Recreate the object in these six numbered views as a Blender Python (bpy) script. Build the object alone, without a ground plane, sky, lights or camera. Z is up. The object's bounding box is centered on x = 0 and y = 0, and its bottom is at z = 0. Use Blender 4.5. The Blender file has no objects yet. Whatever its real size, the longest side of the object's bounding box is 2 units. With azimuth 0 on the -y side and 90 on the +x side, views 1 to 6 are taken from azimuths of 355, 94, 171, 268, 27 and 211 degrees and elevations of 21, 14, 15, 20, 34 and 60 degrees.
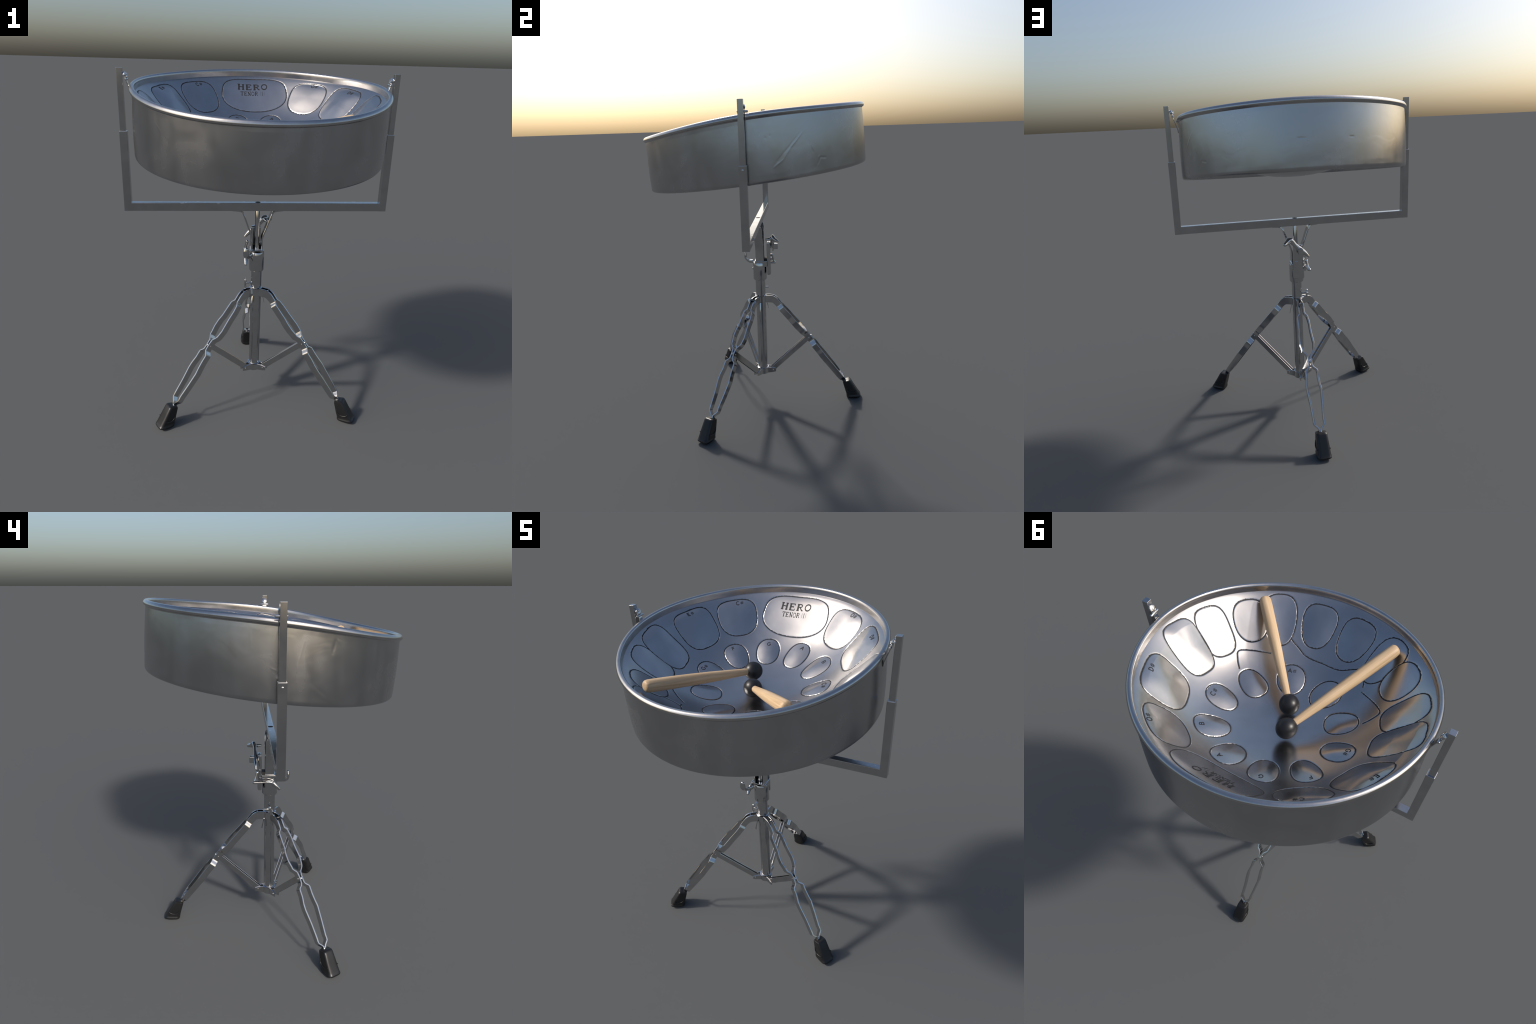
import bpy, bmesh, math
import numpy as np
from mathutils import Vector, Matrix

rng = np.random.default_rng(7)
COL = bpy.context.scene.collection

# ------------------------------------------------------------------ helpers
def link(obj, parent=None):
    COL.objects.link(obj)
    if parent is not None:
        obj.parent = parent
    return obj

def empty(name, loc, label, category):
    o = bpy.data.objects.new(name, None)
    o.location = loc
    o.empty_display_size = 0.1
    link(o)
    o["label"] = label
    o["category"] = category
    bpy.context.view_layer.update()
    return o

def adopt(obj, parent):
    """parent without moving: children are modelled in world coordinates"""
    link(obj)
    obj.parent = parent
    obj.matrix_parent_inverse = parent.matrix_world.inverted()
    return obj

def mesh_obj(name, verts, faces, mat, parent, smooth=None):
    me = bpy.data.meshes.new(name)
    me.from_pydata([tuple(v) for v in verts], [], faces)
    me.validate()
    bm = bmesh.new(); bm.from_mesh(me)
    bmesh.ops.recalc_face_normals(bm, faces=bm.faces)
    bm.to_mesh(me); bm.free()
    me.materials.append(mat)
    if smooth is not None:
        me.polygons.foreach_set("use_smooth", [True] * len(me.polygons))
        me.set_sharp_from_angle(angle=math.radians(smooth))
    o = bpy.data.objects.new(name, me)
    return adopt(o, parent)

def bevelled(name, bm, mat, parent, width, seg=3, smooth=50):
    if width > 0:
        ed = [e for e in bm.edges if len(e.link_faces) == 2 and e.calc_face_angle(0) > 0.5]
        bmesh.ops.bevel(bm, geom=ed, offset=width, segments=seg, profile=0.6, affect='EDGES', clamp_overlap=True)
    bmesh.ops.recalc_face_normals(bm, faces=bm.faces)
    me = bpy.data.meshes.new(name); bm.to_mesh(me); bm.free()
    me.materials.append(mat)
    me.polygons.foreach_set("use_smooth", [True] * len(me.polygons))
    me.set_sharp_from_angle(angle=math.radians(smooth))
    o = adopt(bpy.data.objects.new(name, me), parent)
    wn = o.modifiers.new("weighted_normal", 'WEIGHTED_NORMAL')
    wn.weight = 90
    wn.keep_sharp = True
    return o

def box(name, lo, hi, mat, parent, bev=0.002, taper=None):
    bm = bmesh.new()
    lo, hi = Vector(lo), Vector(hi)
    c, s = (lo + hi) / 2, hi - lo
    bmesh.ops.create_cube(bm, size=1.0, matrix=Matrix.Translation(c) @ Matrix.Diagonal((s.x, s.y, s.z, 1)))
    return bevelled(name, bm, mat, parent, bev)

def ring_loft(name, rings, mat, parent, close_ends=True, closed_loop=False, smooth=35):
    n = len(rings[0])
    V = [p for r in rings for p in r]
    F = []
    m = len(rings)
    for i in range(m if closed_loop else m - 1):
        a, b = i * n, ((i + 1) % m) * n
        for j in range(n):
            k = (j + 1) % n
            F.append((a + j, a + k, b + k, b + j))
    if close_ends and not closed_loop:
        F.append(tuple(range(n - 1, -1, -1)))
        F.append(tuple(range((m - 1) * n, m * n)))
    return mesh_obj(name, V, F, mat, parent, smooth)

def frame_for(d):
    d = Vector(d).normalized()
    u = d.orthogonal().normalized()
    return u, d.cross(u).normalized(), d

def turned(name, base, axis, profile, mat, parent, seg=32, smooth=35):
    """solid of revolution: profile = (distance along axis, radius)"""
    u, v, d = frame_for(axis)
    base = Vector(base)
    rings = []
    for h, r in profile:
        rings.append([base + d * h + (u * math.cos(t) + v * math.sin(t)) * max(r, 1e-5)
                      for t in np.linspace(0, 2 * math.pi, seg, endpoint=False)])
    return ring_loft(name, rings, mat, parent, smooth=smooth)

def rod(name, a, b, r, mat, parent, seg=20, rnd=0.3):
    a, b = Vector(a), Vector(b)
    L = (b - a).length
    e = min(r * rnd, L * 0.3)
    return turned(name, a, b - a, [(0, r - e), (e * .3, r - e * .3), (e, r), (L - e, r), (L - e * .3, r - e * .3), (L, r - e)], mat, parent, seg)

def catmull(P, n):
    P = np.asarray(P, float)
    out = []
    Q = np.vstack([2 * P[0] - P[1], P, 2 * P[-1] - P[-2]])
    for i in range(1, len(Q) - 2):
        for t in np.linspace(0, 1, n, endpoint=False):
            a, b, c, d = Q[i - 1], Q[i], Q[i + 1], Q[i + 2]
            out.append(0.5 * ((2 * b) + (c - a) * t + (2 * a - 5 * b + 4 * c - d) * t * t + (3 * b - a - 3 * c + d) * t ** 3))
    out.append(P[-1])
    return np.array(out)

def swept(name, path, radii, mat, parent, n=6, seg=14, flat=1.0, flat_dir=(0, 0, 1)):
    """tube with varying radius through control points, optionally flattened"""
    D = catmull(np.column_stack([np.asarray(path, float), np.asarray(radii, float)]), n)
    rings = []
    fd = np.array(flat_dir, float)
    for i in range(len(D)):
        t = D[min(i + 1, len(D) - 1), :3] - D[max(i - 1, 0), :3]
        t /= np.linalg.norm(t)
        w = fd - t * (fd @ t)
        if np.linalg.norm(w) < 1e-4:
            w = np.array([1, 0, 0]) - t * t[0]
        w /= np.linalg.norm(w)
        q = np.cross(t, w)
        r = max(D[i, 3], 0.0005)
        rings.append([D[i, :3] + r * (math.cos(a) * q + flat * math.sin(a) * w) for a in np.linspace(0, 2 * math.pi, seg, endpoint=False)])
    # rounded ends
    def cap(ring, direction, k):
        c = np.mean(ring, 0); rr = np.linalg.norm(np.array(ring[0]) - c)
        return [c + (np.array(p) - c) * math.cos(k) + direction * rr * math.sin(k) * .7 for p in ring]
    d0 = D[0, :3] - D[1, :3]; d0 /= np.linalg.norm(d0)
    d1 = D[-1, :3] - D[-2, :3]; d1 /= np.linalg.norm(d1)
    pre = [cap(rings[0], d0, k) for k in (1.35, 1.0, .5)]
    post = [cap(rings[-1], d1, k) for k in (.5, 1.0, 1.35)]
    return ring_loft(name, pre + rings + post, mat, parent, smooth=50)

def strip_sweep(P, N, hd, ht, chamfer=0.0012):
    """flat bar: centre points P, depth directions N, half depths hd, half thickness ht -> rings"""
    P = np.asarray(P, float)
    rings = []
    for i in range(len(P)):
        t = P[min(i + 1, len(P) - 1)] - P[max(i - 1, 0)]
        t /= np.linalg.norm(t)
        n = np.asarray(N[i], float); n = n - t * (n @ t); n /= np.linalg.norm(n)
        w = np.cross(t, n)
        h, k, c = hd[i], ht, chamfer
        sec = [(h - c, k), (-h + c, k), (-h, k - c), (-h, -k + c), (-h + c, -k), (h - c, -k), (h, -k + c), (h, k - c)]
        rings.append([P[i] + n * a + w * b for a, b in sec])
    return rings

# ------------------------------------------------------------------ materials
def new_mat(name):
    m = bpy.data.materials.new(name); m.use_nodes = True
    nt = m.node_tree
    return m, nt, nt.nodes["Principled BSDF"]

def N(nt, kind, **kw):
    n = nt.nodes.new(kind)
    for k, v in kw.items():
        if k.startswith("i_"):
            n.inputs[k[2:].replace("_", " ")].default_value = v
        else:
            setattr(n, k, v)
    return n

def ramp(nt, src, stops):
    r = nt.nodes.new("ShaderNodeValToRGB")
    el = r.color_ramp.elements
    while len(el) < len(stops):
        el.new(0.5)
    for e, (p, c) in zip(el, stops):
        e.position = p
        e.color = c if len(c) == 4 else (*c, 1)
    nt.links.new(src, r.inputs[0])
    return r.outputs[0]

def coords(nt, scale=(1, 1, 1), rot=(0, 0, 0), loc=(0, 0, 0)):
    tc = nt.nodes.new("ShaderNodeTexCoord")
    mp = nt.nodes.new("ShaderNodeMapping")
    mp.inputs["Scale"].default_value = scale
    mp.inputs["Rotation"].default_value = rot
    mp.inputs["Location"].default_value = loc
    nt.links.new(tc.outputs["Object"], mp.inputs[0])
    return mp.outputs[0]

def noise(nt, vec, scale, detail=4, rough=0.55, dist=0.0):
    n = N(nt, "ShaderNodeTexNoise")
    n.inputs["Scale"].default_value = scale
    n.inputs["Detail"].default_value = detail
    n.inputs["Roughness"].default_value = rough
    n.inputs["Distortion"].default_value = dist
    nt.links.new(vec, n.inputs["Vector"])
    return n.outputs["Fac"]

def g(v):
    return (v, v, v, 1)

def metal(name, col, rough, var=0.05, scale=6.0, bump=0.0, bump_scale=40.0, colvar=0.06, stretch=(1, 1, 1)):
    m, nt, b = new_mat(name)
    b.inputs["Metallic"].default_value = 1.0
    vec = coords(nt, stretch)
    f = noise(nt, vec, scale, 5, 0.6)
    r = ramp(nt, f, [(0.3, g(max(rough - var, 0.02))), (0.7, g(rough + var))])
    nt.links.new(r, b.inputs["Roughness"])
    f2 = noise(nt, vec, scale * 1.7, 5, 0.6)
    lo = tuple(c * (1 - colvar) for c in col); hi = tuple(c * (1 + colvar) for c in col)
    nt.links.new(ramp(nt, f2, [(0.3, lo), (0.7, hi)]), b.inputs["Base Color"])
    if bump > 0:
        bp = N(nt, "ShaderNodeBump"); bp.inputs["Strength"].default_value = 1.0
        bp.inputs["Distance"].default_value = bump
        nt.links.new(noise(nt, vec, bump_scale, 2, 0.5), bp.inputs["Height"])
        nt.links.new(bp.outputs[0], b.inputs["Normal"])
    return m

STEEL = (0.51, 0.50, 0.495)
M_BOWL = metal("polished_pan_steel", STEEL, 0.235, 0.03, 5.0)
M_RIM = metal("rim_steel", STEEL, 0.22, 0.05, 8.0, 0.0004, 25.0)
M_FRAME = metal("satin_frame_steel", (0.5, 0.5, 0.505), 0.17, 0.04, 9.0)
def edge_glint_frame():
    m = metal("frame_steel_painted_glints", (0.5, 0.5, 0.505), 0.17, 0.04, 9.0)
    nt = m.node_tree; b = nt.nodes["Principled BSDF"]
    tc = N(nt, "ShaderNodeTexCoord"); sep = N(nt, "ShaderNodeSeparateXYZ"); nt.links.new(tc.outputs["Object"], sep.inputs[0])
    glint_noise = noise(nt, coords(nt, (22, 40, 10), (0, .6, 0)), 1.0, 3, 0.6)
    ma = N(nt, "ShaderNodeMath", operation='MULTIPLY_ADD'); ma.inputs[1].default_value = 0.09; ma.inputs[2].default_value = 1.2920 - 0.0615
    nt.links.new(glint_noise, ma.inputs[0])
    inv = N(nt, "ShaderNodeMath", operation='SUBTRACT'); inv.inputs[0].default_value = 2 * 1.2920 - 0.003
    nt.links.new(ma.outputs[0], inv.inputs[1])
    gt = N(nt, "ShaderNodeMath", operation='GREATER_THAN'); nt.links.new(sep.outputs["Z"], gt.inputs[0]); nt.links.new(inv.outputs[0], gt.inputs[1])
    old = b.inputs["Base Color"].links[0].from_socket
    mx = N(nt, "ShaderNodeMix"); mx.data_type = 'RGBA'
    nt.links.new(gt.outputs[0], mx.inputs[0]); nt.links.new(old, mx.inputs[6]); mx.inputs[7].default_value = (0.74, 0.76, 0.78, 1)  # pale blue painted on upper-edge patches where the bar catches the sky
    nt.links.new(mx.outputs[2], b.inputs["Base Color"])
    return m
M_BAR = edge_glint_frame()
M_CHROME = metal("chrome", (0.56, 0.56, 0.56), 0.12, 0.04, 14.0)
M_RUBBER, _nt, _b = new_mat("black_rubber")
_b.inputs["Base Color"].default_value = (0.010, 0.010, 0.0105, 1); _b.inputs["Roughness"].default_value = 0.36
M_HEAD, _nt, _b = new_mat("black_mallet_rubber")
_b.inputs["Base Color"].default_value = (0.012, 0.012, 0.013, 1); _b.inputs["Roughness"].default_value = 0.38
M_GROOVE, _nt, _b = new_mat("dark_engraving")
_b.inputs["Base Color"].default_value = (0.016, 0.016, 0.018, 1); _b.inputs["Roughness"].default_value = 0.55
_b.inputs["Metallic"].default_value = 0.2
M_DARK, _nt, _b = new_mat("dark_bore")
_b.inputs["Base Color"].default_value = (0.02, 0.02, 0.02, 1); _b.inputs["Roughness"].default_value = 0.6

def shell_material():
    m, nt, b = new_mat("worn_shell_steel")
    b.inputs["Metallic"].default_value = 1.0
    vec = coords(nt)
    patch = noise(nt, vec, 5.0, 3, 0.5, 0.8)
    streak = noise(nt, coords(nt, (9, 9, 1.6)), 1.0, 2, 0.5, 0.3)
    mx = N(nt, "ShaderNodeMix"); mx.data_type = 'FLOAT'; mx.inputs[0].default_value = 0.4
    nt.links.new(patch, mx.inputs[2]); nt.links.new(streak, mx.inputs[3])
    s = mx.outputs[0]
    nt.links.new(ramp(nt, s, [(0.38, g(0.22)), (0.5, g(0.245)), (0.62, g(0.28))]), b.inputs["Roughness"])
    nt.links.new(ramp(nt, s, [(0.38, (0.442, 0.443, 0.438)), (0.5, (0.465, 0.465, 0.468)), (0.62, (0.490, 0.490, 0.498))]), b.inputs["Base Color"])
    # blotchy unevenness: soft plateaus with fairly quick edges
    blot = noise(nt, coords(nt, (1, 1, 1.3), (0.3, 0.2, 0)), 8.0, 1.5, 0.5, 0.7)
    plateau = ramp(nt, blot, [(0.42, g(0.0)), (0.50, g(0.55)), (0.58, g(1.0))])
    bp = N(nt, "ShaderNodeBump"); bp.inputs["Distance"].default_value = 0.00014; bp.inputs["Strength"].default_value = 0.8
    nt.links.new(plateau, bp.inputs["Height"])
    nt.links.new(bp.outputs[0], b.inputs["Normal"])
    return m
M_SHELL = shell_material()

def wood_material():
    m, nt, b = new_mat("maple_wood")
    vec = coords(nt, (70, 70, 3.0))
    f = noise(nt, vec, 1.0, 6, 0.6, 0.6)
    nt.links.new(ramp(nt, f, [(0.3, (0.44, 0.29, 0.155)), (0.5, (0.56, 0.39, 0.225)), (0.72, (0.64, 0.47, 0.29))]), b.inputs["Base Color"])
    b.inputs["Roughness"].default_value = 0.5
    return m
M_WOOD = wood_material()

# ------------------------------------------------------------------ drum frame of reference
RIM_C, RIM_SLOPE = np.array([0.0, -0.009, 1.896]), 0.133
BOT_C, BOT_SLOPE = np.array([0.0, 0.013, 1.5735]), 0.1115
DEPTH = 0.3215
def dirs(slope):
    b = np.array([0, 1, slope]); b /= np.linalg.norm(b)
    n = np.array([0, -slope, 1]); n /= np.linalg.norm(n)
    return b, n
RB, RN = dirs(RIM_SLOPE)
STRETCH_Y = 1.007
def bow(X, Y):
    """the rim bows upward at both sides, where the clips pull"""
    phi = np.arctan2(Y, np.abs(X) + 1e-9)
    return 0.0220 * np.clip(np.cos(phi + math.radians(2)), 0, 1) ** 4.5
def pan(X, Y, D):
    """pan plane coordinates (x across, y towards the back, D up from the rim plane) -> world"""
    X, Y, D = np.broadcast_arrays(np.asarray(X, float), np.asarray(Y, float) * STRETCH_Y, np.asarray(D, float))
    return RIM_C + X[..., None] * np.array([1.0, 0, 0]) + Y[..., None] * RB + D[..., None] * RN
def shell_point(th, R, D):
    s = min(max(-D / DEPTH, 0.0), 1.0)
    c = RIM_C * (1 - s) + BOT_C * s
    b, n = dirs(RIM_SLOPE * (1 - s) + BOT_SLOPE * s)
    extra = (D if D > 0 else (D + DEPTH if D < -DEPTH else 0.0)) + float(bow(math.cos(th), math.sin(th))) * (1 - s)
    return c + np.array([R * math.cos(th), 0, 0]) + b * (R * STRETCH_Y * math.sin(th)) + n * extra

# bowl profile: height below the rim plane as a smooth function of radius
PROFILE = np.array([(0, -.316), (.1, -.3125), (.2, -.3005), (.275, -.2845), (.342, -.2620), (.39, -.2400), (.45, -.2045),
                    (.5, -.1665), (.549, -.1220), (.58, -.0905), (.606, -.0630), (.63, -.0415), (.645, -.0305), (.66, -.0235)])
_A = np.stack([PROFILE[:, 0] ** k for k in (0, 2, 4, 6, 8, 10, 14, 20)], 1)
_cf = np.linalg.lstsq(_A, PROFILE[:, 1], rcond=None)[0]
def bowl_depth(r):
    r = np.minimum(r, 0.66)
    return sum(c * r ** k for c, k in zip(_cf, (0, 2, 4, 6, 8, 10, 14, 20)))

# notes: angle, radius, half length (radial), half width, widening, squareness, twist, dome height
SIDE_NOTES = [
    (53.2, .543, .083, .116, .010, 2.55, 1.0, .018),
    (26.0, .540, .090, .120, .010, 3.00, -2.5, .028),
    (-1.8, .538, .102, .095, .008, 3.30, -6.0, .020),
    (-20.3, .542, .092, .087, .003, 2.90, -2.7, .014),
    (-41.4, .548, .077, .089, .006, 2.30, -0.5, .006),
    (-57.6, .543, .097, .084, .015, 2.35, -1.0, -.005),
    (-79.0, .537, .083, .087, .017, 2.48, -1.2, .014),
    (74.6, .341, .084, .067, .004, 2.25, -1.0, .012),
    (43.4, .337, .084, .066, .010, 2.25, 1.5, .012),
    (9.4, .318, .078, .064, .007, 2.22, -7.0, .011),
    (-26.9, .279, .080, .067, -.008, 2.30, 3.5, .009),
    (-68.9, .274, .085, .072, .006, 2.05, 4.0, .009),
]
NOTES = [(89.0, .536, .091, .202, -.012, 2.7, 0.0, .018)]
for a, *rest in SIDE_NOTES:
    NOTES.append((a, *rest))
    NOTES.append((180 - a, *rest[:5], -rest[5], rest[6]))
LINES = []
for sx in (1, -1):
    LINES.append(catmull([(sx * .346, -.150), (sx * .378, -.184), (sx * .393, -.222), (sx * .335, -.276), (sx * .262, -.318)], 8))
    LINES.append(catmull([(sx * .199, -.428), (sx * .152, -.416), (sx * .093, -.400), (sx * -.001, -.403)], 8))
    LINES.append(catmull([(sx * .254, -.344), (sx * .244, -.370)], 4))

def note_coords(note, X, Y):
    th, rho, a, w, w1, e, tw, h = note
    t = math.radians(th); A = math.radians(th + tw)
    dx, dy = X - rho * math.cos(t), Y - rho * math.sin(t)
    p = (dx * math.cos(A) + dy * math.sin(A)) / a
    q = (-dx * math.sin(A) + dy * math.cos(A)) / np.maximum(w + w1 * np.clip(p, -1.3, 1.3), .01)
    return (np.abs(p) ** e + np.abs(q) ** e) ** (1 / e)

STEP = 0.0017
HALF = 0.657
NG = int(2 * HALF / STEP)
axis = np.linspace(-HALF, HALF, NG)
GX, GY = np.meshgrid(axis, axis)
GR = np.hypot(GX, GY)
_phi = np.arctan2(GY, np.abs(GX) + 1e-9)
height = bowl_depth(GR) + bow(GX, GY) * np.clip(GR / .655, 0, 1) ** 14
# the sheet is pulled up at both sides, and slightly fuller overall
height = height + .012 * np.clip(np.cos(_phi - math.radians(6)), 0, 1) ** 9 * np.clip(GR / .52, 0, 1) ** 4 * np.clip((.66 - GR) / .06, 0, 1) + .002 * np.clip(GR / .45, 0, 1) ** 2 * np.clip((.66 - GR) / .06, 0, 1)
owner = np.zeros(GX.shape, np.int32)          # 0 bowl, k note
line_d = np.full(GX.shape, 1.0)               # distance to the nearest visible outline
step = axis[1] - axis[0]
# low-frequency hammering of the sheet
def hammered(X, Y, amp, freqs, seed):
    r = np.random.default_rng(seed); out = np.zeros_like(X)
    for f in freqs:
        for _ in range(5):
            a = r.uniform(0, 2 * math.pi); ph = r.uniform(0, 6.28)
            out += np.sin((X * math.cos(a) + Y * math.sin(a)) * f + ph) / f
    return out * amp
height = height + hammered(GX, GY, 0.004, (18, 31, 47), 3)
for k, note in enumerate(NOTES, 1):
    rho, t = note[1], math.radians(note[0])
    cx, cy, ext = rho * math.cos(t), rho * math.sin(t), max(note[2], note[3]) * 1.5
    i0, i1 = np.searchsorted(axis, [cy - ext, cy + ext]); j0, j1 = np.searchsorted(axis, [cx - ext, cx + ext])
    sl = (slice(i0, i1), slice(j0, j1))
    T = note_coords(note, GX[sl], GY[sl])
    gy, gx = np.gradient(T, step)
    sd = (T - 1) / np.maximum(np.hypot(gx, gy), 1.0)
    free = owner[sl] == 0
    inside = (T < 1) & free
    height[sl] += np.where(inside, note[7] * np.clip(1 - T ** 2, 0, 1) ** 1.25, 0)
    covered = (owner[sl] > 0) & (np.abs(sd) < .01)
    sd = np.where(covered, 1.0, sd)
    line_d[sl] = np.minimum(line_d[sl], np.abs(sd))
    owner[sl] = np.where(inside, k, owner[sl])
for L in LINES:
    lo, hi = L.min(0) - .012, L.max(0) + .012
    i0, i1 = np.searchsorted(axis, [lo[1], hi[1]]); j0, j1 = np.searchsorted(axis, [lo[0], hi[0]])
    sl = (slice(i0, i1), slice(j0, j1))
    d = np.full(GX[sl].shape, 1.0)
    for p, q in zip(L[:-1], L[1:]):
        v = q - p
        s = np.clip(((GX[sl] - p[0]) * v[0] + (GY[sl] - p[1]) * v[1]) / (v @ v), 0, 1)
        d = np.minimum(d, np.hypot(GX[sl] - p[0] - s * v[0], GY[sl] - p[1] - s * v[1]))
    line_d[sl] = np.minimum(line_d[sl], d)
height = height - 0.0024 * np.exp(-(line_d / 0.0030) ** 2)

def surface_height(X, Y):
    j = np.clip(((np.asarray(X) + HALF) / step), 0, NG - 2); i = np.clip(((np.asarray(Y) + HALF) / step), 0, NG - 2)
    j0, i0 = j.astype(int), i.astype(int); fj, fi = j - j0, i - i0
    return (height[i0, j0] * (1 - fi) * (1 - fj) + height[i0, j0 + 1] * (1 - fi) * fj + height[i0 + 1, j0] * fi * (1 - fj) + height[i0 + 1, j0 + 1] * fi * fj)

# ------------------------------------------------------------------ things
DRUM = empty("steel_drum", (0, 0, 1.55), "shallow polished steel drum with engraved concave note bowl", "steel drum")
STAND = empty("drum_stand", (0, 0, 0), "chrome tripod stand with square tube cradle", "drum stand")

# ---- bowl sheet, separated by region
GW = pan(GX, GY, height)
GW_flat = GW.reshape(-1, 3)
cellR = np.maximum.reduce([GR[:-1, :-1], GR[1:, :-1], GR[:-1, 1:], GR[1:, 1:]])
cell_line = (line_d[:-1, :-1] + line_d[1:, :-1] + line_d[:-1, 1:] + line_d[1:, 1:]) / 4
cell_owner = np.maximum(owner[:-1, :-1], owner[1:, 1:])
cx_, cy_ = GX[:-1, :-1], GY[:-1, :-1]
uneven = 1 + .32 * np.sin(cx_ * 310 + cy_ * 170) * np.sin(cy_ * 260 - cx_ * 90) + .10 * np.sin(cx_ * 730 - cy_ * 610)
region = np.where(cell_line < 0.0026 * uneven, -1, cell_owner)
region = np.where(cellR > 0.6555, -9, region)
ii, jj = np.meshgrid(np.arange(NG - 1), np.arange(NG - 1), indexing="ij")
quads_all = np.stack([ii * NG + jj, ii * NG + jj + 1, (ii + 1) * NG + jj + 1, (ii + 1) * NG + jj], -1)
def sheet(name, code, mat, origin):
    q = quads_all[region == code]
    if len(q) == 0:
        return None
    used, inv = np.unique(q, return_inverse=True)
    inv = inv.reshape(-1, 4)
    me = bpy.data.meshes.new(name)
    me.vertices.add(len(used)); me.vertices.foreach_set("co", GW_flat[used].astype(np.float32).ravel())
    me.loops.add(inv.size); me.loops.foreach_set("vertex_index", inv.ravel().astype(np.int32))
    me.polygons.add(len(inv)); me.polygons.foreach_set("loop_start", np.arange(0, inv.size, 4, dtype=np.int32))
    me.update(calc_edges=True)
    me.polygons.foreach_set("use_smooth", np.ones(len(inv), bool))
    me.materials.append(mat)
    return adopt(bpy.data.objects.new(name, me), DRUM)
BOWL = sheet("bowl", 0, M_BOWL, None)
GROOVE = sheet("note_groove", -1, M_GROOVE, None)
for k in range(1, len(NOTES) + 1):
    sheet("note_panel", k, M_BOWL, None)

# ---- rim, shell and underside as closed sections swept round the pan
SEG = 256
ANG = np.linspace(0, 2 * math.pi, SEG, endpoint=False)
def swept_ring(name, section, mat, smooth=40, fn=None):
    rings = [[shell_point(t, R + (fn(t, R, D) if fn else 0), D) for R, D in section] for t in ANG]
    return ring_loft(name, rings, mat, DRUM, closed_loop=True, smooth=smooth)
bead = [(.6658 + .0155 * math.cos(a), -.005 + .0185 * math.sin(a)) for a in np.radians([0, 15, 30, 45, 60, 75, 90])]
bead = [(.6715, -.0150), (.6772, -.0125), (.6803, -.0090)] + bead + [(.6600, .0128), (.6570, .0105), (.6545, .0065), (.6535, .0010)]
rim_section = bead + [(.6533, -.008), (.6533, -.020), (.6533, -.060), (.656, -.062), (.664, -.050), (.6680, -.022)]
swept_ring("rim", rim_section, M_RIM, 50)

# knocks in the wall: (angle, depth) start -> end, half width, height (negative = pressed in)
MARKS = [
    (12.3, -.252, 16.5, -.222, .0042, .0040), (15.6, -.236, 22.0, -.150, .0036, .0026), (21.0, -.165, 26.8, -.104, .0040, .0036), (12.6, -.238, 25.0, -.112, .0050, -.0022), (26.8, -.106, 31.0, -.205, .0060, -.0016),
    (33.0, -.266, 34.6, -.238, .0050, -.0042), (34.6, -.238, 37.6, -.244, .0050, -.0042), (33.8, -.236, 34.4, -.232, .0045, .0035),
    (9.7, -.106, 9.9, -.116, .0050, -.0035), (11.7, -.100, 11.9, -.107, .0045, -.0030), (353.2, -.040, 352.0, -.066, .0035, -.0022), (352.8, -.090, 352.4, -.150, .0035, .0012),
    (41.5, -.105, 42.0, -.166, .0040, .0016), (30.6, -.175, 31.2, -.200, .0040, .0026),
    (199.6, -.046, 199.0, -.092, .0070, -.0060), (200.6, -.034, 201.4, -.052, .0040, .0020), (185.2, -.208, 187.6, -.060, .0035, .0026), (219.5, -.070, 223.8, -.106, .0040, .0028),
    (223.8, -.106, 227.2, -.142, .0060, -.0022), (191.5, -.234, 199.0, -.292, .0090, .0034), (191.5, -.225, 199.5, -.280, .0090, -.0028), (190.8, -.314, 193.6, -.288, .0060, .0024),
    (177.5, -.030, 176.2, -.130, .0035, .0020), (176.2, -.130, 176.5, -.180, .0035, .0024), (176.5, -.180, 179.3, -.190, .0035, .0024),
    (234.2, -.018, 232.8, -.138, .0035, .0018), (234.6, -.236, 230.8, -.306, .0035, .0022), (256.9, -.258, 256.5, -.296, .0045, .0026), (277.0, -.075, 277.4, -.105, .0050, -.0022),
    (81.8, -.170, 85.3, -.172, .0040, -.0050), (81.8, -.170, 81.8, -.204, .0030, -.0022), (104.2, -.174, 106.2, -.174, .0040, -.0050), (168.0, -.044, 168.8, -.114, .0040, .0014),
    (59.0, -.170, 57.6, -.290, .0090, .0012), (133.6, -.22, 134.4, -.28, .0050, .0018),
]
WALL_R = np.array([(-.010, .6690), (-.026, .6694), (-.050, .6706), (-.10, .6728), (-.16, .6744), (-.22, .6750), (-.28, .6748), (-.302, .6742)])
WALL_POLY = np.polyfit(WALL_R[:, 0], WALL_R[:, 1], 4)
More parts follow.
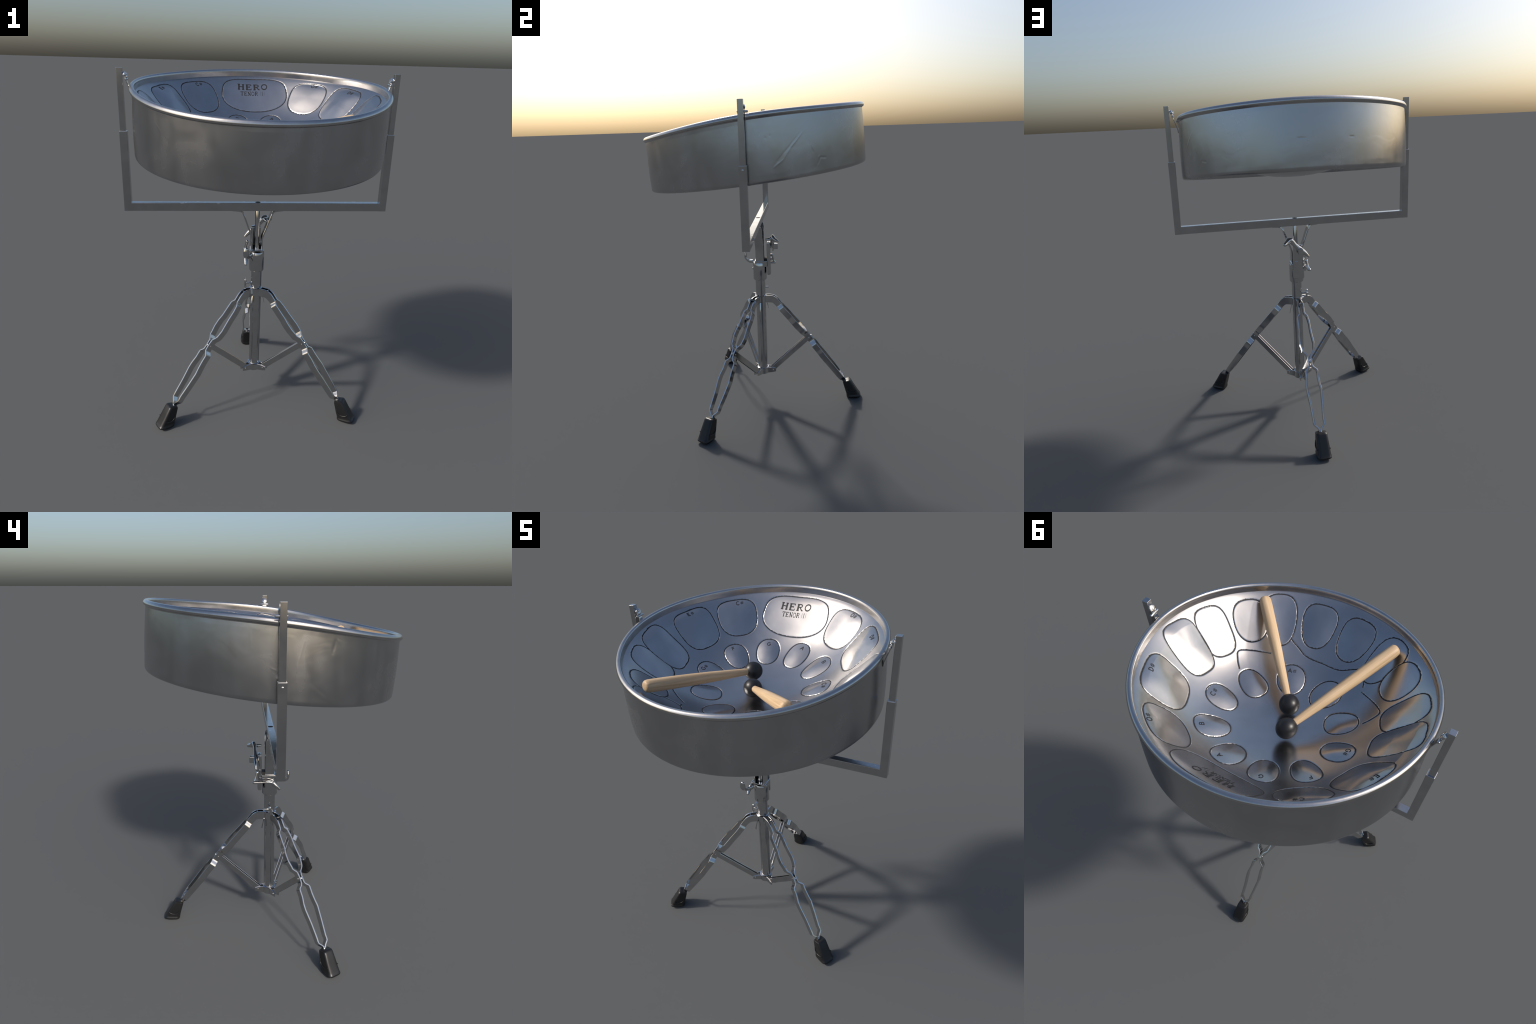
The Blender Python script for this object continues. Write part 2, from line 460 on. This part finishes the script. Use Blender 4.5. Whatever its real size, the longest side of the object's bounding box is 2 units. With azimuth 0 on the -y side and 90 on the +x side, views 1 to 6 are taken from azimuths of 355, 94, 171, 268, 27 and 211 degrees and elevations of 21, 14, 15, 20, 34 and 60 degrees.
def shell_wall():
    nt_, rows = 1440, np.concatenate([np.linspace(-.012, -.302, 112), [-.309, -.314, -.3180, -.3205, -.3215], [-.3205, -.316, -.25, -.12, -.03, -.014]])
    hem = [.6742, .6726, .6700, .6660, .6625, .6590, .6570, .6570, .6570, .6570, .6610]
    th = np.linspace(0, 2 * math.pi, nt_, endpoint=False)
    R = np.zeros((len(rows), nt_))
    from_top = 112
    for i in range(len(rows)):
        R[i] = np.polyval(WALL_POLY, rows[i]) + .0002 if i < from_top else hem[i - from_top]
    TT, DD = np.meshgrid(th, rows[:from_top])
    fade = np.clip((-DD - .016) / .02, 0, 1) * np.clip((.30 + DD) / .02, 0, 1)
    # broad unevenness of the rolled sheet
    r = np.random.default_rng(11)
    off = np.zeros_like(TT)
    for k in (2, 3, 5, 7, 9, 13, 17, 22):
        for q in (0, 9, 21):
            off += r.normal() * np.cos(k * TT + DD * q * r.choice([-1, 1]) + r.uniform(0, 6.28)) * .00020 / (1 + .045 * k * k * .25 + .01 * q)
    x = TT * .673
    for a0, d0, a1, d1, w, h in MARKS:
        p = np.array([math.radians(a0) * .673, d0]); v = np.array([math.radians(a1) * .673, d1]) - p
        for wrap in (0, 2 * math.pi * .673, -2 * math.pi * .673):
            t = np.clip(((x + wrap - p[0]) * v[0] + (DD - p[1]) * v[1]) / (v @ v), 0, 1)
            d = np.hypot(x + wrap - p[0] - t * v[0], DD - p[1] - t * v[1])
            off += h * .115 * np.exp(-(d / (w * 1.05)) ** 2) * (.45 + .55 * np.sin(np.pi * np.clip(t, 0.04, .96)) * (.75 + .25 * np.sin(t * 5 + a0)))
    R[:from_top] += off * fade
    V = np.zeros((len(rows), nt_, 3))
    lift = bow(np.cos(th), np.sin(th))
    for i, D in enumerate(rows):
        s = min(max(-D / DEPTH, 0.0), 1.0)
        c = RIM_C * (1 - s) + BOT_C * s
        b, n = dirs(RIM_SLOPE * (1 - s) + BOT_SLOPE * s)
        V[i] = c + (R[i] * np.cos(th))[:, None] * np.array([1.0, 0, 0]) + (R[i] * STRETCH_Y * np.sin(th))[:, None] * b + (lift * (1 - s))[:, None] * n
    m = len(rows)
    i, j = np.meshgrid(np.arange(m), np.arange(nt_), indexing="ij")
    i2, j2 = (i + 1) % m, (j + 1) % nt_
    Q = np.stack([i * nt_ + j, i2 * nt_ + j, i2 * nt_ + j2, i * nt_ + j2], -1).reshape(-1, 4)
    me = bpy.data.meshes.new("shell")
    me.vertices.add(m * nt_); me.vertices.foreach_set("co", V.astype(np.float32).ravel())
    me.loops.add(Q.size); me.loops.foreach_set("vertex_index", Q.ravel().astype(np.int32))
    me.polygons.add(len(Q)); me.polygons.foreach_set("loop_start", np.arange(0, Q.size, 4, dtype=np.int32))
    me.update(calc_edges=True)
    me.polygons.foreach_set("use_smooth", np.ones(len(Q), bool))
    me.set_sharp_from_angle(angle=math.radians(50))
    me.materials.append(M_SHELL)
    return adopt(bpy.data.objects.new("shell", me), DRUM)
shell_wall()

under = [(.001, -.342), (.06, -.3405), (.12, -.3355), (.2, -.322), (.3, -.294), (.4, -.246), (.5, -.178), (.58, -.103), (.63, -.048), (.657, -.032)]
rings = []
for r, d in under:
    rings.append([pan(r * math.cos(t), r * math.sin(t), d) for t in np.linspace(0, 2 * math.pi, 96, endpoint=False)])
ring_loft("bowl_underside", rings, M_SHELL, DRUM, close_ends=False, smooth=60)

# ---- lettering: pen strokes laid on the sheet
def arc(cx, cy, rx, ry, a0, a1, n=14):
    return [(cx + rx * math.cos(math.radians(a)), cy + ry * math.sin(math.radians(a))) for a in np.linspace(a0, a1, n)]
TK, TN = .25, .10      # thick and thin pen
def serif(x, y, w=.34):
    return ([(x - w / 2, y), (x + w / 2, y)], TN)
SERIF = {
    "H": [([(.2, 0), (.2, 1)], TK), ([(.8, 0), (.8, 1)], TK), ([(.2, .52), (.8, .52)], TN), serif(.2, .03), serif(.2, .97), serif(.8, .03), serif(.8, .97)],
    "E": [([(.24, 0), (.24, 1)], TK), ([(.08, .03), (.84, .03)], TN), ([(.08, .97), (.82, .97)], TN), ([(.24, .52), (.62, .52)], TN), ([(.84, 0), (.84, .26)], TN), ([(.82, .76), (.82, 1)], TN), ([(.62, .40), (.62, .64)], TN)],
    "R": [([(.22, 0), (.22, 1)], TK), serif(.22, .03), ([(.06, .97), (.5, .97)], TN), (arc(.5, .74, .28, .22, 90, -90), .12), ([(.22, .51), (.52, .51)], TN), ([(.5, .5), (.78, .06), (.94, .03)], .13)],
    "O": [(arc(.5, .5, .38, .46, 0, 360, 28), .13)],
    "T": [([(.5, 0), (.5, 1)], TK), ([(.08, .97), (.92, .97)], TN), ([(.08, .74), (.08, 1)], TN), ([(.92, .74), (.92, 1)], TN), serif(.5, .03)],
    "N": [([(.18, 0), (.18, 1)], TN), ([(.82, 0), (.82, 1)], TN), ([(.16, .97), (.82, .03)], TK), serif(.18, .03), serif(.82, .97), serif(.1, .97, .2)],
    "(": [(arc(.85, .5, .4, .65, 130, 230), .09)],
    ")": [(arc(.15, .5, .4, .65, 50, -50), .09)],
    "1": [([(.5, 0), (.5, 1)], TK), serif(.5, .03), ([(.32, .84), (.5, .96)], TN)],
}
PEN = .175
SANS = {
    "C": [(arc(.5, .5, .42, .47, 45, 315, 20), PEN)],
    "O": [(arc(.5, .5, .38, .47, 0, 360, 24), PEN)],
    "G": [(arc(.5, .5, .42, .47, 45, 330, 20), PEN), ([(.9, .3), (.9, .48), (.56, .48)], PEN)],
    "E": [([(.2, 0), (.2, 1)], PEN), ([(.2, .06), (.8, .06)], PEN), ([(.2, .94), (.8, .94)], PEN), ([(.2, .5), (.7, .5)], PEN)],
    "F": [([(.2, 0), (.2, 1)], PEN), ([(.2, .94), (.8, .94)], PEN), ([(.2, .5), (.7, .5)], PEN)],
    "D": [([(.2, 0), (.2, 1)], PEN), ([(.2, .94), (.45, .94)] + arc(.45, .5, .4, .44, 85, -85) + [(.2, .06)], PEN)],
    "A": [([(.08, 0), (.5, 1)], PEN), ([(.5, 1), (.92, 0)], PEN), ([(.26, .35), (.74, .35)], PEN)],
    "B": [([(.2, 0), (.2, 1)], PEN), ([(.2, .94), (.5, .94)] + arc(.5, .73, .25, .21, 85, -85) + [(.2, .52)], PEN), ([(.5, .52)] + arc(.52, .28, .3, .22, 85, -85) + [(.2, .06)], PEN)],
    "#": [([(.3, .05), (.44, .95)], .09), ([(.6, .05), (.74, .95)], .09), ([(.1, .34), (.88, .34)], .09), ([(.14, .66), (.92, .66)], .09)],
}
def stroke_mesh(path, width, place, lift, V, F):
    P = np.array(path, float)
    seg = np.linalg.norm(np.diff(P, axis=0), axis=1)
    L = np.concatenate([[0], np.cumsum(seg)])
    n = max(int(L[-1] / .12), 2)
    s = np.linspace(0, L[-1], n + 1)
    if len(P) > 4:
        s = np.unique(np.concatenate([s, L]))
    Q = np.stack([np.interp(s, L, P[:, 0]), np.interp(s, L, P[:, 1])], 1)
    base = len(V)
    for i in range(len(Q)):
        t = Q[min(i + 1, len(Q) - 1)] - Q[max(i - 1, 0)]
        t /= max(np.linalg.norm(t), 1e-9)
        nrm = np.array([-t[1], t[0]]) * width / 2
        for sgn in (1, -1):
            x, y = place(Q[i] + sgn * nrm)
            h = float(surface_height(x, y))
            V.append(pan(x, y, h + lift)); V.append(pan(x, y, h - .002))
    for i in range(len(Q) - 1):
        a = base + 4 * i; b = a + 4
        F += [(a, a + 2, b + 2, b), (a, b, b + 1, a + 1), (a + 2, a + 3, b + 3, b + 2)]
    F += [(base, base + 1, base + 3, base + 2), (base + 4 * (len(Q) - 1), base + 4 * (len(Q) - 1) + 2, base + 4 * (len(Q) - 1) + 3, base + 4 * (len(Q) - 1) + 1)]

def write(text, font, x0, y0, w, h, gap, th_deg=None, advance=None):
    """place text on the pan: x0,y0 baseline start; w,h glyph size in plan. th_deg turns it so its top faces the rim"""
    V, F = [], []
    k = 0
    if th_deg is not None:
        t = math.radians(th_deg)
        ex = np.array([math.sin(t), -math.cos(t)]); ey = np.array([math.cos(t), math.sin(t)])
    else:
        ex, ey = np.array([1.0, 0]), np.array([0, 1.0])
    o = np.array([x0, y0])
    cur = 0.0
    for ch in text:
        if ch != " ":
            gw = w * (.5 if ch in "()1" else 1)
            for path, pw in font[ch]:
                P = [(p[0], p[1] * h / gw) for p in path]
                k += 1
                stroke_mesh(P, pw, lambda q: o + ex * (cur + q[0] * gw) + ey * (q[1] * gw), .0005 + .00012 * (k % 6), V, F)
            cur += gw + gap
        else:
            cur += w * .35
    me_name = "lettering"
    return mesh_obj(me_name, V, F, M_GROOVE, DRUM)

write("HERO", SERIF, -.096, .556, .044, .031, .005)
write("TENOR (1)", SERIF, -.079, .525, .0215, .021, .0012)
def label(text, th, rho, size=.0245):
    t = math.radians(th)
    n = len(text)
    w = size * .95; gap = size * .03
    total = n * w + (n - 1) * gap
    ex = np.array([math.sin(t), -math.cos(t)]); ey = np.array([math.cos(t), math.sin(t)])
    o = rho * ey - ex * total / 2 - ey * size * .4
    write(text, SANS, o[0], o[1], w, size * (.82 if rho > .5 else .95), gap, th)
label("C#", 124, .603); label("E#", 153.7, .604); label("O#", 51.5, .609); label("D#", 24.0, .600)
label("F", 136.8, .390); label("G", 105.3, .387); label("A", 73.8, .389); label("B", 43.4, .384)
label("C#", 9.5, .358); label("G#", 172.2, .358); label("A#", -68.5, .320)

# ---- hanger clips between rim and posts
for sx in (1, -1):
    P = np.array([(sx * .711, .004, 1.975), (sx * .701, .004, 1.946), (sx * .692, .004, 1.918), (sx * .683, .003, 1.892), (sx * .6755, .002, 1.868), (sx * .6735, .002, 1.848)])
    nrm = [(0, 1, 0)] * len(P)
    clip = ring_loft("hanger_clip", strip_sweep(P, nrm, [.010, .013, .013, .013, .013, .012], .0022), M_CHROME, DRUM, smooth=30)
    turned("hanger_disc", (sx * .7085, .004, 1.962), (-sx * .78, 0, .45), [(-.004, .010), (-.003, .0165), (.006, .0175), (.010, .0165), (.012, .012), (.0125, .007), (.0155, .0065), (.0165, .003)], M_CHROME, clip, 28)
    rod("hanger_pin", (sx * .6985, -.0235, 1.943), (sx * .6985, .0335, 1.943), .0065, M_CHROME, clip, 18, .8)

# ------------------------------------------------------------------ cradle
def square_tube(name, lo, hi, mat, parent, bev=.0025):
    return box(name, lo, hi, mat, parent, bev)
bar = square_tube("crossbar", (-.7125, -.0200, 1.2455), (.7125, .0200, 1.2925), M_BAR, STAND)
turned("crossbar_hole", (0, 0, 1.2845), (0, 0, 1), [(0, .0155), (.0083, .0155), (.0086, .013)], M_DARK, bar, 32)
for sx in (1, -1):
    lo, hi = sorted((sx * .7095, sx * .7500))
    sl = box("post_sleeve", (lo, -.0203, 1.2450), (hi, .0203, 1.683), M_FRAME, STAND, .0022)
    lo, hi = sorted((sx * .7165, sx * .7460))
    box("post", (lo, -.0148, 1.66), (hi, .0148, 2.0), M_FRAME, sl, .0015)
    turned("sleeve_rivet", (sx * .750, 0, 1.660), (sx, 0, 0), [(-.002, .006), (.001, .006), (.0022, .003)], M_CHROME, sl, 18)
# stem and angled struts
rod("cradle_stem", (0, 0, .93), (0, 0, 1.248), .0135, M_CHROME, STAND, 28, .1)
for sx in (1, -1):
    P = catmull([(sx * .0300, .004, .96), (sx * .0300, .004, 1.04), (sx * .0312, .004, 1.085), (sx * .053, .003, 1.145), (sx * .074, .002, 1.205), (sx * .088, .001, 1.236), (sx * .105, 0, 1.2435), (sx * .145, 0, 1.2455)], 4)
    hd = np.interp(np.linspace(0, 1, len(P)), [0, .45, .6, .8, .87, 1], [.0265, .027, .029, .022, .019, .010])
    ring_loft("cradle_strut", strip_sweep(P, [(0, 1, 0)] * len(P), hd, .0042), M_CHROME, STAND, smooth=30)

# ------------------------------------------------------------------ column
turned("column", (.0028, .001, .185), (0, 0, 1), [(0, .026), (.003, .0322), (.69, .0322), (.70, .0322)], M_CHROME, STAND, 40)
turned("column_rim", (0, 0, .752), (0, 0, 1), [(0, .036), (.002, .039), (.008, .039), (.012, .034)], M_CHROME, STAND, 40)
COLLAR = turned("clamp_collar", (.002, .001, .872), (0, 0, 1), [(0, .030), (.002, .041), (.008, .0450), (.085, .0450), (.118, .0435), (.1225, .041), (.1225, .0345), (.03, .0345)], M_CHROME, STAND, 48)
# front band of the clamp
bm = bmesh.new()
bmesh.ops.create_cube(bm, size=1.0, matrix=Matrix.Translation((-.002, .010, .987)) @ Matrix.Diagonal((.084, .084, .042, 1)))
for v in bm.verts:
    if v.co.y < 0 and v.co.z < .98:
        v.co.y += .012
bevelled("clamp_plate", bm, M_CHROME, COLLAR, .006, 3)
# upright of the tilter behind the stem
bm = bmesh.new()
bmesh.ops.create_cube(bm, size=1.0, matrix=Matrix.Translation((-.003, .0635, 1.02)) @ Matrix.Diagonal((.078, .0235, .222, 1)))
for v in bm.verts:
    if v.co.z > 1.1:
        v.co.x = -.003 + (v.co.x + .003) * .82
    if v.co.y > .06:
        v.co.x = -.003 + (v.co.x + .003) * .8
bevelled("tilter_plate", bm, M_CHROME, COLLAR, .009, 4)
box("tilter_block", (-.030, .030, .99), (.026, .056, 1.022), M_DARK, COLLAR, .003)
swept("tilter_lever", [(.092, .128, 1.152), (.074, .108, 1.160), (.050, .094, 1.170), (.020, .090, 1.138), (-.012, .089, 1.106), (-.042, .088, 1.080), (-.066, .087, 1.054)], [.011, .015, .018, .0145, .017, .014, .007], M_CHROME, COLLAR, flat=.8, flat_dir=(0, 1, 0))
swept("tilter_lever", [(.050, .092, 1.165), (.058, .074, 1.160), (.066, .050, 1.160)], [.012, .011, .006], M_CHROME, COLLAR)
box("tilter_nut", (-.024, .092, 1.079), (.004, .1245, 1.117), M_CHROME, COLLAR, .004)
rod("tilter_bolt", (-.010, .070, 1.098), (-.010, .100, 1.098), .010, M_CHROME, COLLAR)
box("clamp_nut", (.004, .074, 1.005), (.022, .084, 1.028), M_CHROME, COLLAR, .003)
# wing screw on the left of the clamp
rod("wing_screw", (-.036, -.012, .967), (-.066, -.020, .967), .0085, M_CHROME, COLLAR)
swept("wing_screw", [(-.058, -.012, .967), (-.064, .024, .975), (-.064, .06, .972), (-.064, .098, .972)], [.013, .010, .011, .013], M_CHROME, COLLAR, flat=.75)
swept("wing_screw", [(-.060, -.016, .966), (-.066, -.034, .948), (-.067, -.052, .928)], [.014, .0115, .008], M_CHROME, COLLAR)
swept("wing_screw", [(-.032, -.052, .990), (-.054, -.078, .987), (-.067, -.098, 1.000), (-.069, -.101, 1.022), (-.068, -.100, 1.042)], [.013, .013, .016, .0175, .013], M_CHROME, COLLAR, flat=.5, flat_dir=(0, 1, 0))
swept("wing_screw", [(-.060, .094, .976), (-.057, .086, 1.000), (-.050, .078, 1.030)], [.009, .0075, .010], M_CHROME, COLLAR)
# thumb screw above the tripod hub
TS = rod("thumb_screw", (-.028, 0, .787), (-.062, 0, .787), .006, M_CHROME, STAND)
swept("thumb_screw_wing", [(-.063, -.004, .764), (-.064, -.002, .784), (-.063, .004, .806)], [.010, .008, .010], M_CHROME, TS, flat=.7, flat_dir=(1, 0, 0))
rod("thumb_screw_bar", (-.06, .0, .797), (-.06, .05, .797), .0055, M_CHROME, TS)

# ------------------------------------------------------------------ tripod
HUB = turned("tripod_hub", (0, 0, .712), (0, 0, 1), [(0, .032), (.001, .0365), (.047, .0365), (.048, .032)], M_CHROME, STAND, 40)
BASE = turned("brace_hub", (0, 0, .186), (0, 0, 1), [(0, .032), (.002, .040), (.044, .040), (.047, .032)], M_CHROME, STAND, 40)

STATIONS = [  # radius, height, lateral offset, half depth
    (.026, .7355, .0135, .0250), (.055, .7360, .0140, .0250), (.080, .7355, .0140, .0245), (.098, .7240, .0140, .0220), (.114, .7040, .0142, .0200),
    (.128, .6865, .0150, .0195), (.1385, .6740, .0300, .0195), (.165, .6420, .0325, .0195), (.200, .6000, .0370, .0195), (.222, .5735, .0400, .0195),
    (.250, .5400, .0395, .0195), (.276, .5090, .0360, .0195), (.285, .4985, .0345, .0195), (.300, .4805, .0120, .0195), (.314, .4635, .0085, .0195),
    (.332, .4405, .0085, .0195), (.345, .4235, .0110, .0195), (.3575, .4070, .0335, .0195), (.385, .3705, .0370, .0195), (.410, .3375, .0400, .0195), (.430, .3110, .0405, .0195),
    (.480, .2440, .0370, .0190), (.530, .1775, .0315, .0185), (.546, .1560, .0290, .0165), (.560, .1370, .0080, .0140), (.568, .1265, .0048, .0120)]
def leg_point(ang, r, z, s):
    c, sn = math.cos(ang), math.sin(ang)
    return np.array([r * c - s * sn, r * sn + s * c, z])
for deg in (90, 210, 330):
    ang = math.radians(deg)
    leg = bpy.data.objects.new("leg", None); adopt(leg, STAND)
    S = np.array(STATIONS)
    for side in (1, -1):
        Q = S.copy()
        Q[:, 2] *= side
        # each bar is bent a little differently
        Q[:, 2] += 0.0028 * np.sin(np.arange(len(Q)) * 1.9 + side) * (np.abs(S[:, 2]) > .02)
        # subdivide
        D = []
        for a, b in zip(Q[:-1], Q[1:]):
            n_sub = max(int(math.hypot(b[0] - a[0], b[1] - a[1]) / .006), 1)
            for t in np.arange(n_sub) / n_sub:
                D.append(a * (1 - t) + b * t)
        D.append(Q[-1]); D = np.array(D)
        K = np.array([.2, .6, .2])
        for c, passes in ((0, 8), (1, 8), (2, 1), (3, 4)):
            for _ in range(passes):
                D[1:-1, c] = np.convolve(D[:, c], K, "valid")
        P, NN = [], []
        for i, (r, z, s, h) in enumerate(D):
            a, b = D[max(i - 1, 0)], D[min(i + 1, len(D) - 1)]
            dr, dz = b[0] - a[0], b[1] - a[1]
            l = math.hypot(dr, dz)
            P.append(leg_point(ang, r, z, s))
            NN.append(leg_point(ang, -dz / l, dr / l, 0))
        ring_loft("leg_bar", strip_sweep(P, NN, D[:, 3], .0042), M_CHROME, leg, smooth=30)
    # rivets
    for r, z in ((.323, .4515), (.075, .741)):
        w = .0165 if r < .1 else .0135
        rod("leg_rivet", leg_point(ang, r, z, -w - .002), leg_point(ang, r, z, w + .002), .0055, M_CHROME, leg, 14, .8)
    rod("leg_pin", leg_point(ang, .562, .136, 0), leg_point(ang, .582, .108, 0), .0095, M_CHROME, leg, 16)
    turned("knee_pin", leg_point(ang, .326, .452, 0), leg_point(ang, .79, .61, 0), [(0, .008), (.016, .008), (.021, .006), (.022, .002)], M_CHROME, leg, 16)
    # brace: two thin flat bars
    for side in (1, -1):
        a = leg_point(ang, .060, .209, side * .0105); b = leg_point(ang, .312, .446, side * .0095)
        nn = leg_point(ang, -.685, .73, 0)
        ring_loft("brace", strip_sweep(np.linspace(a, b, 4), [nn] * 4, [.0170] * 4, .0026), M_CHROME, leg, smooth=30)
    lowb = leg_point(ang, .090, .227, 0); topb = leg_point(ang, .290, .415, 0)
    # clevis ears on the brace hub
    for side in (1, -1):
        P = [leg_point(ang, r, .209, side * s) for r, s in ((.030, .017), (.050, .0145), (.070, .0145), (.090, .0145))]
        ring_loft("clevis_ear", strip_sweep(P, [(0, 0, 1)] * 4, [.021, .020, .0175, .012], .003), M_CHROME, BASE, smooth=30)
    rod("clevis_bolt", leg_point(ang, .072, .211, -.021), leg_point(ang, .072, .211, .021), .0065, M_CHROME, BASE, 14, .8)
    # small tab under the hub
    P = [leg_point(ang + .5, r, z, 0) for r, z in ((.040, .715), (.046, .695), (.052, .672), (.055, .655))]
    ring_loft("hub_tab", strip_sweep(P, [leg_point(ang + .5, 0, 0, 1)] * 4, [.005] * 4, .0012), M_CHROME, HUB, smooth=30)

    # rubber foot: stack of rounded sections leaning outwards
    def section(rc, z, hr, ht, e=4.0, tilt=0.0, n=40):
        out = []
        for t in np.linspace(0, 2 * math.pi, n, endpoint=False):
            c, s = math.cos(t), math.sin(t)
            k = (abs(c) ** e + abs(s) ** e) ** (-1 / e)
            x, y = k * c * hr * .965, k * s * ht * .965
            out.append(leg_point(ang, rc + x, z + x * tilt, y))
        return out
    foot_rings = [section(.581, .1280, .010, .013, 3, .30), section(.581, .1290, .020, .026, 4, .30), section(.583, .1265, .0260, .0320, 5.5, .28), section(.587, .119, .0295, .0335, 6, .24),
                  section(.6045, .080, .0365, .0370, 6, .14), section(.6155, .056, .0412, .0388, 6, .10), section(.6270, .033, .0455, .0405, 5.5, .05), section(.6325, .0215, .0488, .0420, 5, .04),
                  section(.6335, .0195, .0508, .0440, 4.6, .04), section(.6340, .0130, .0512, .0444, 4.4, .02), section(.630, .0050, .0460, .0385, 4, .01), section(.625, .0, .0375, .0275, 3.2)]
    foot = ring_loft("foot", foot_rings, M_RUBBER, leg, smooth=45)
    for side in (1, -1):
        swept("foot_ridge", [leg_point(ang, r, z, side * q) for r, z, q in ((.583, .078, .0355), (.592, .057, .0385), (.612, .047, .0395), (.638, .051, .0392), (.650, .062, .0375))],
              [.0020, .0028, .0032, .0028, .0018], M_RUBBER, leg)

# ------------------------------------------------------------------ mallets
def mallet(head, end, head_r, sides=10, roll=0.0):
    head, end = Vector(head), Vector(end)
    top = empty("mallet", head, "wooden mallet with a round black rubber head", "mallet")
    top.rotation_mode = 'QUATERNION'
    top.rotation_quaternion = (end - head).to_track_quat('Z', 'Y')
    bpy.context.view_layer.update()
    L = (end - head).length
    prof = [(.030, .0175), (.055, .0180), (.10, .0200), (.18, .0235), (.28, .0275), (.40, .0302), (.52, .0315), (L - .05, .0315), (L - .020, .0308), (L - .008, .0285), (L - .002, .0230), (L, .015)]
    rings = [[(r * math.cos(t + roll), r * math.sin(t + roll), h) for t in np.linspace(0, 2 * math.pi, sides * 3, endpoint=False)] for h, r in prof]
    # facets: pull the in-between points on to the flats
    def facet(p):
        r = math.hypot(p[0], p[1]); a = math.atan2(p[1], p[0]) - roll
        w = 2 * math.pi / sides
        d = (a % w) - w / 2
        k = math.cos(w / 2) / math.cos(d)
        return (p[0] * (.35 + .65 * k), p[1] * (.35 + .65 * k), p[2])
    rings = [[facet(p) for p in r] for r in rings]
    def local(name, rings, mat, sm):
        n = len(rings[0]); V = [p for r in rings for p in r]; F = []
        for i in range(len(rings) - 1):
            for j in range(n):
                F.append((i * n + j, i * n + (j + 1) % n, (i + 1) * n + (j + 1) % n, (i + 1) * n + j))
        F.append(tuple(range(n - 1, -1, -1))); F.append(tuple(range((len(rings) - 1) * n, len(rings) * n)))
        me = bpy.data.meshes.new(name); me.from_pydata(V, [], F)
        me.materials.append(mat)
        me.polygons.foreach_set("use_smooth", [True] * len(me.polygons)); me.set_sharp_from_angle(angle=math.radians(sm))
        o = bpy.data.objects.new(name, me); link(o, top)
        return o
    local("mallet_handle", rings, M_WOOD, 50)
    hr = []
    for a in np.linspace(-89, 89, 25):
        a = math.radians(a)
        hr.append([(head_r * math.cos(a) * math.cos(t), head_r * math.cos(a) * math.sin(t), head_r * 1.05 * math.sin(a)) for t in np.linspace(0, 2 * math.pi, 40, endpoint=False)])
    local("mallet_head", hr, M_HEAD, 80)
    return top
mallet((-.060, .100, 1.673), (-.331, -.490, 1.792), .0495)
mallet((.007, -.044, 1.645), (.392, -.466, 1.804), .0495, roll=.2)
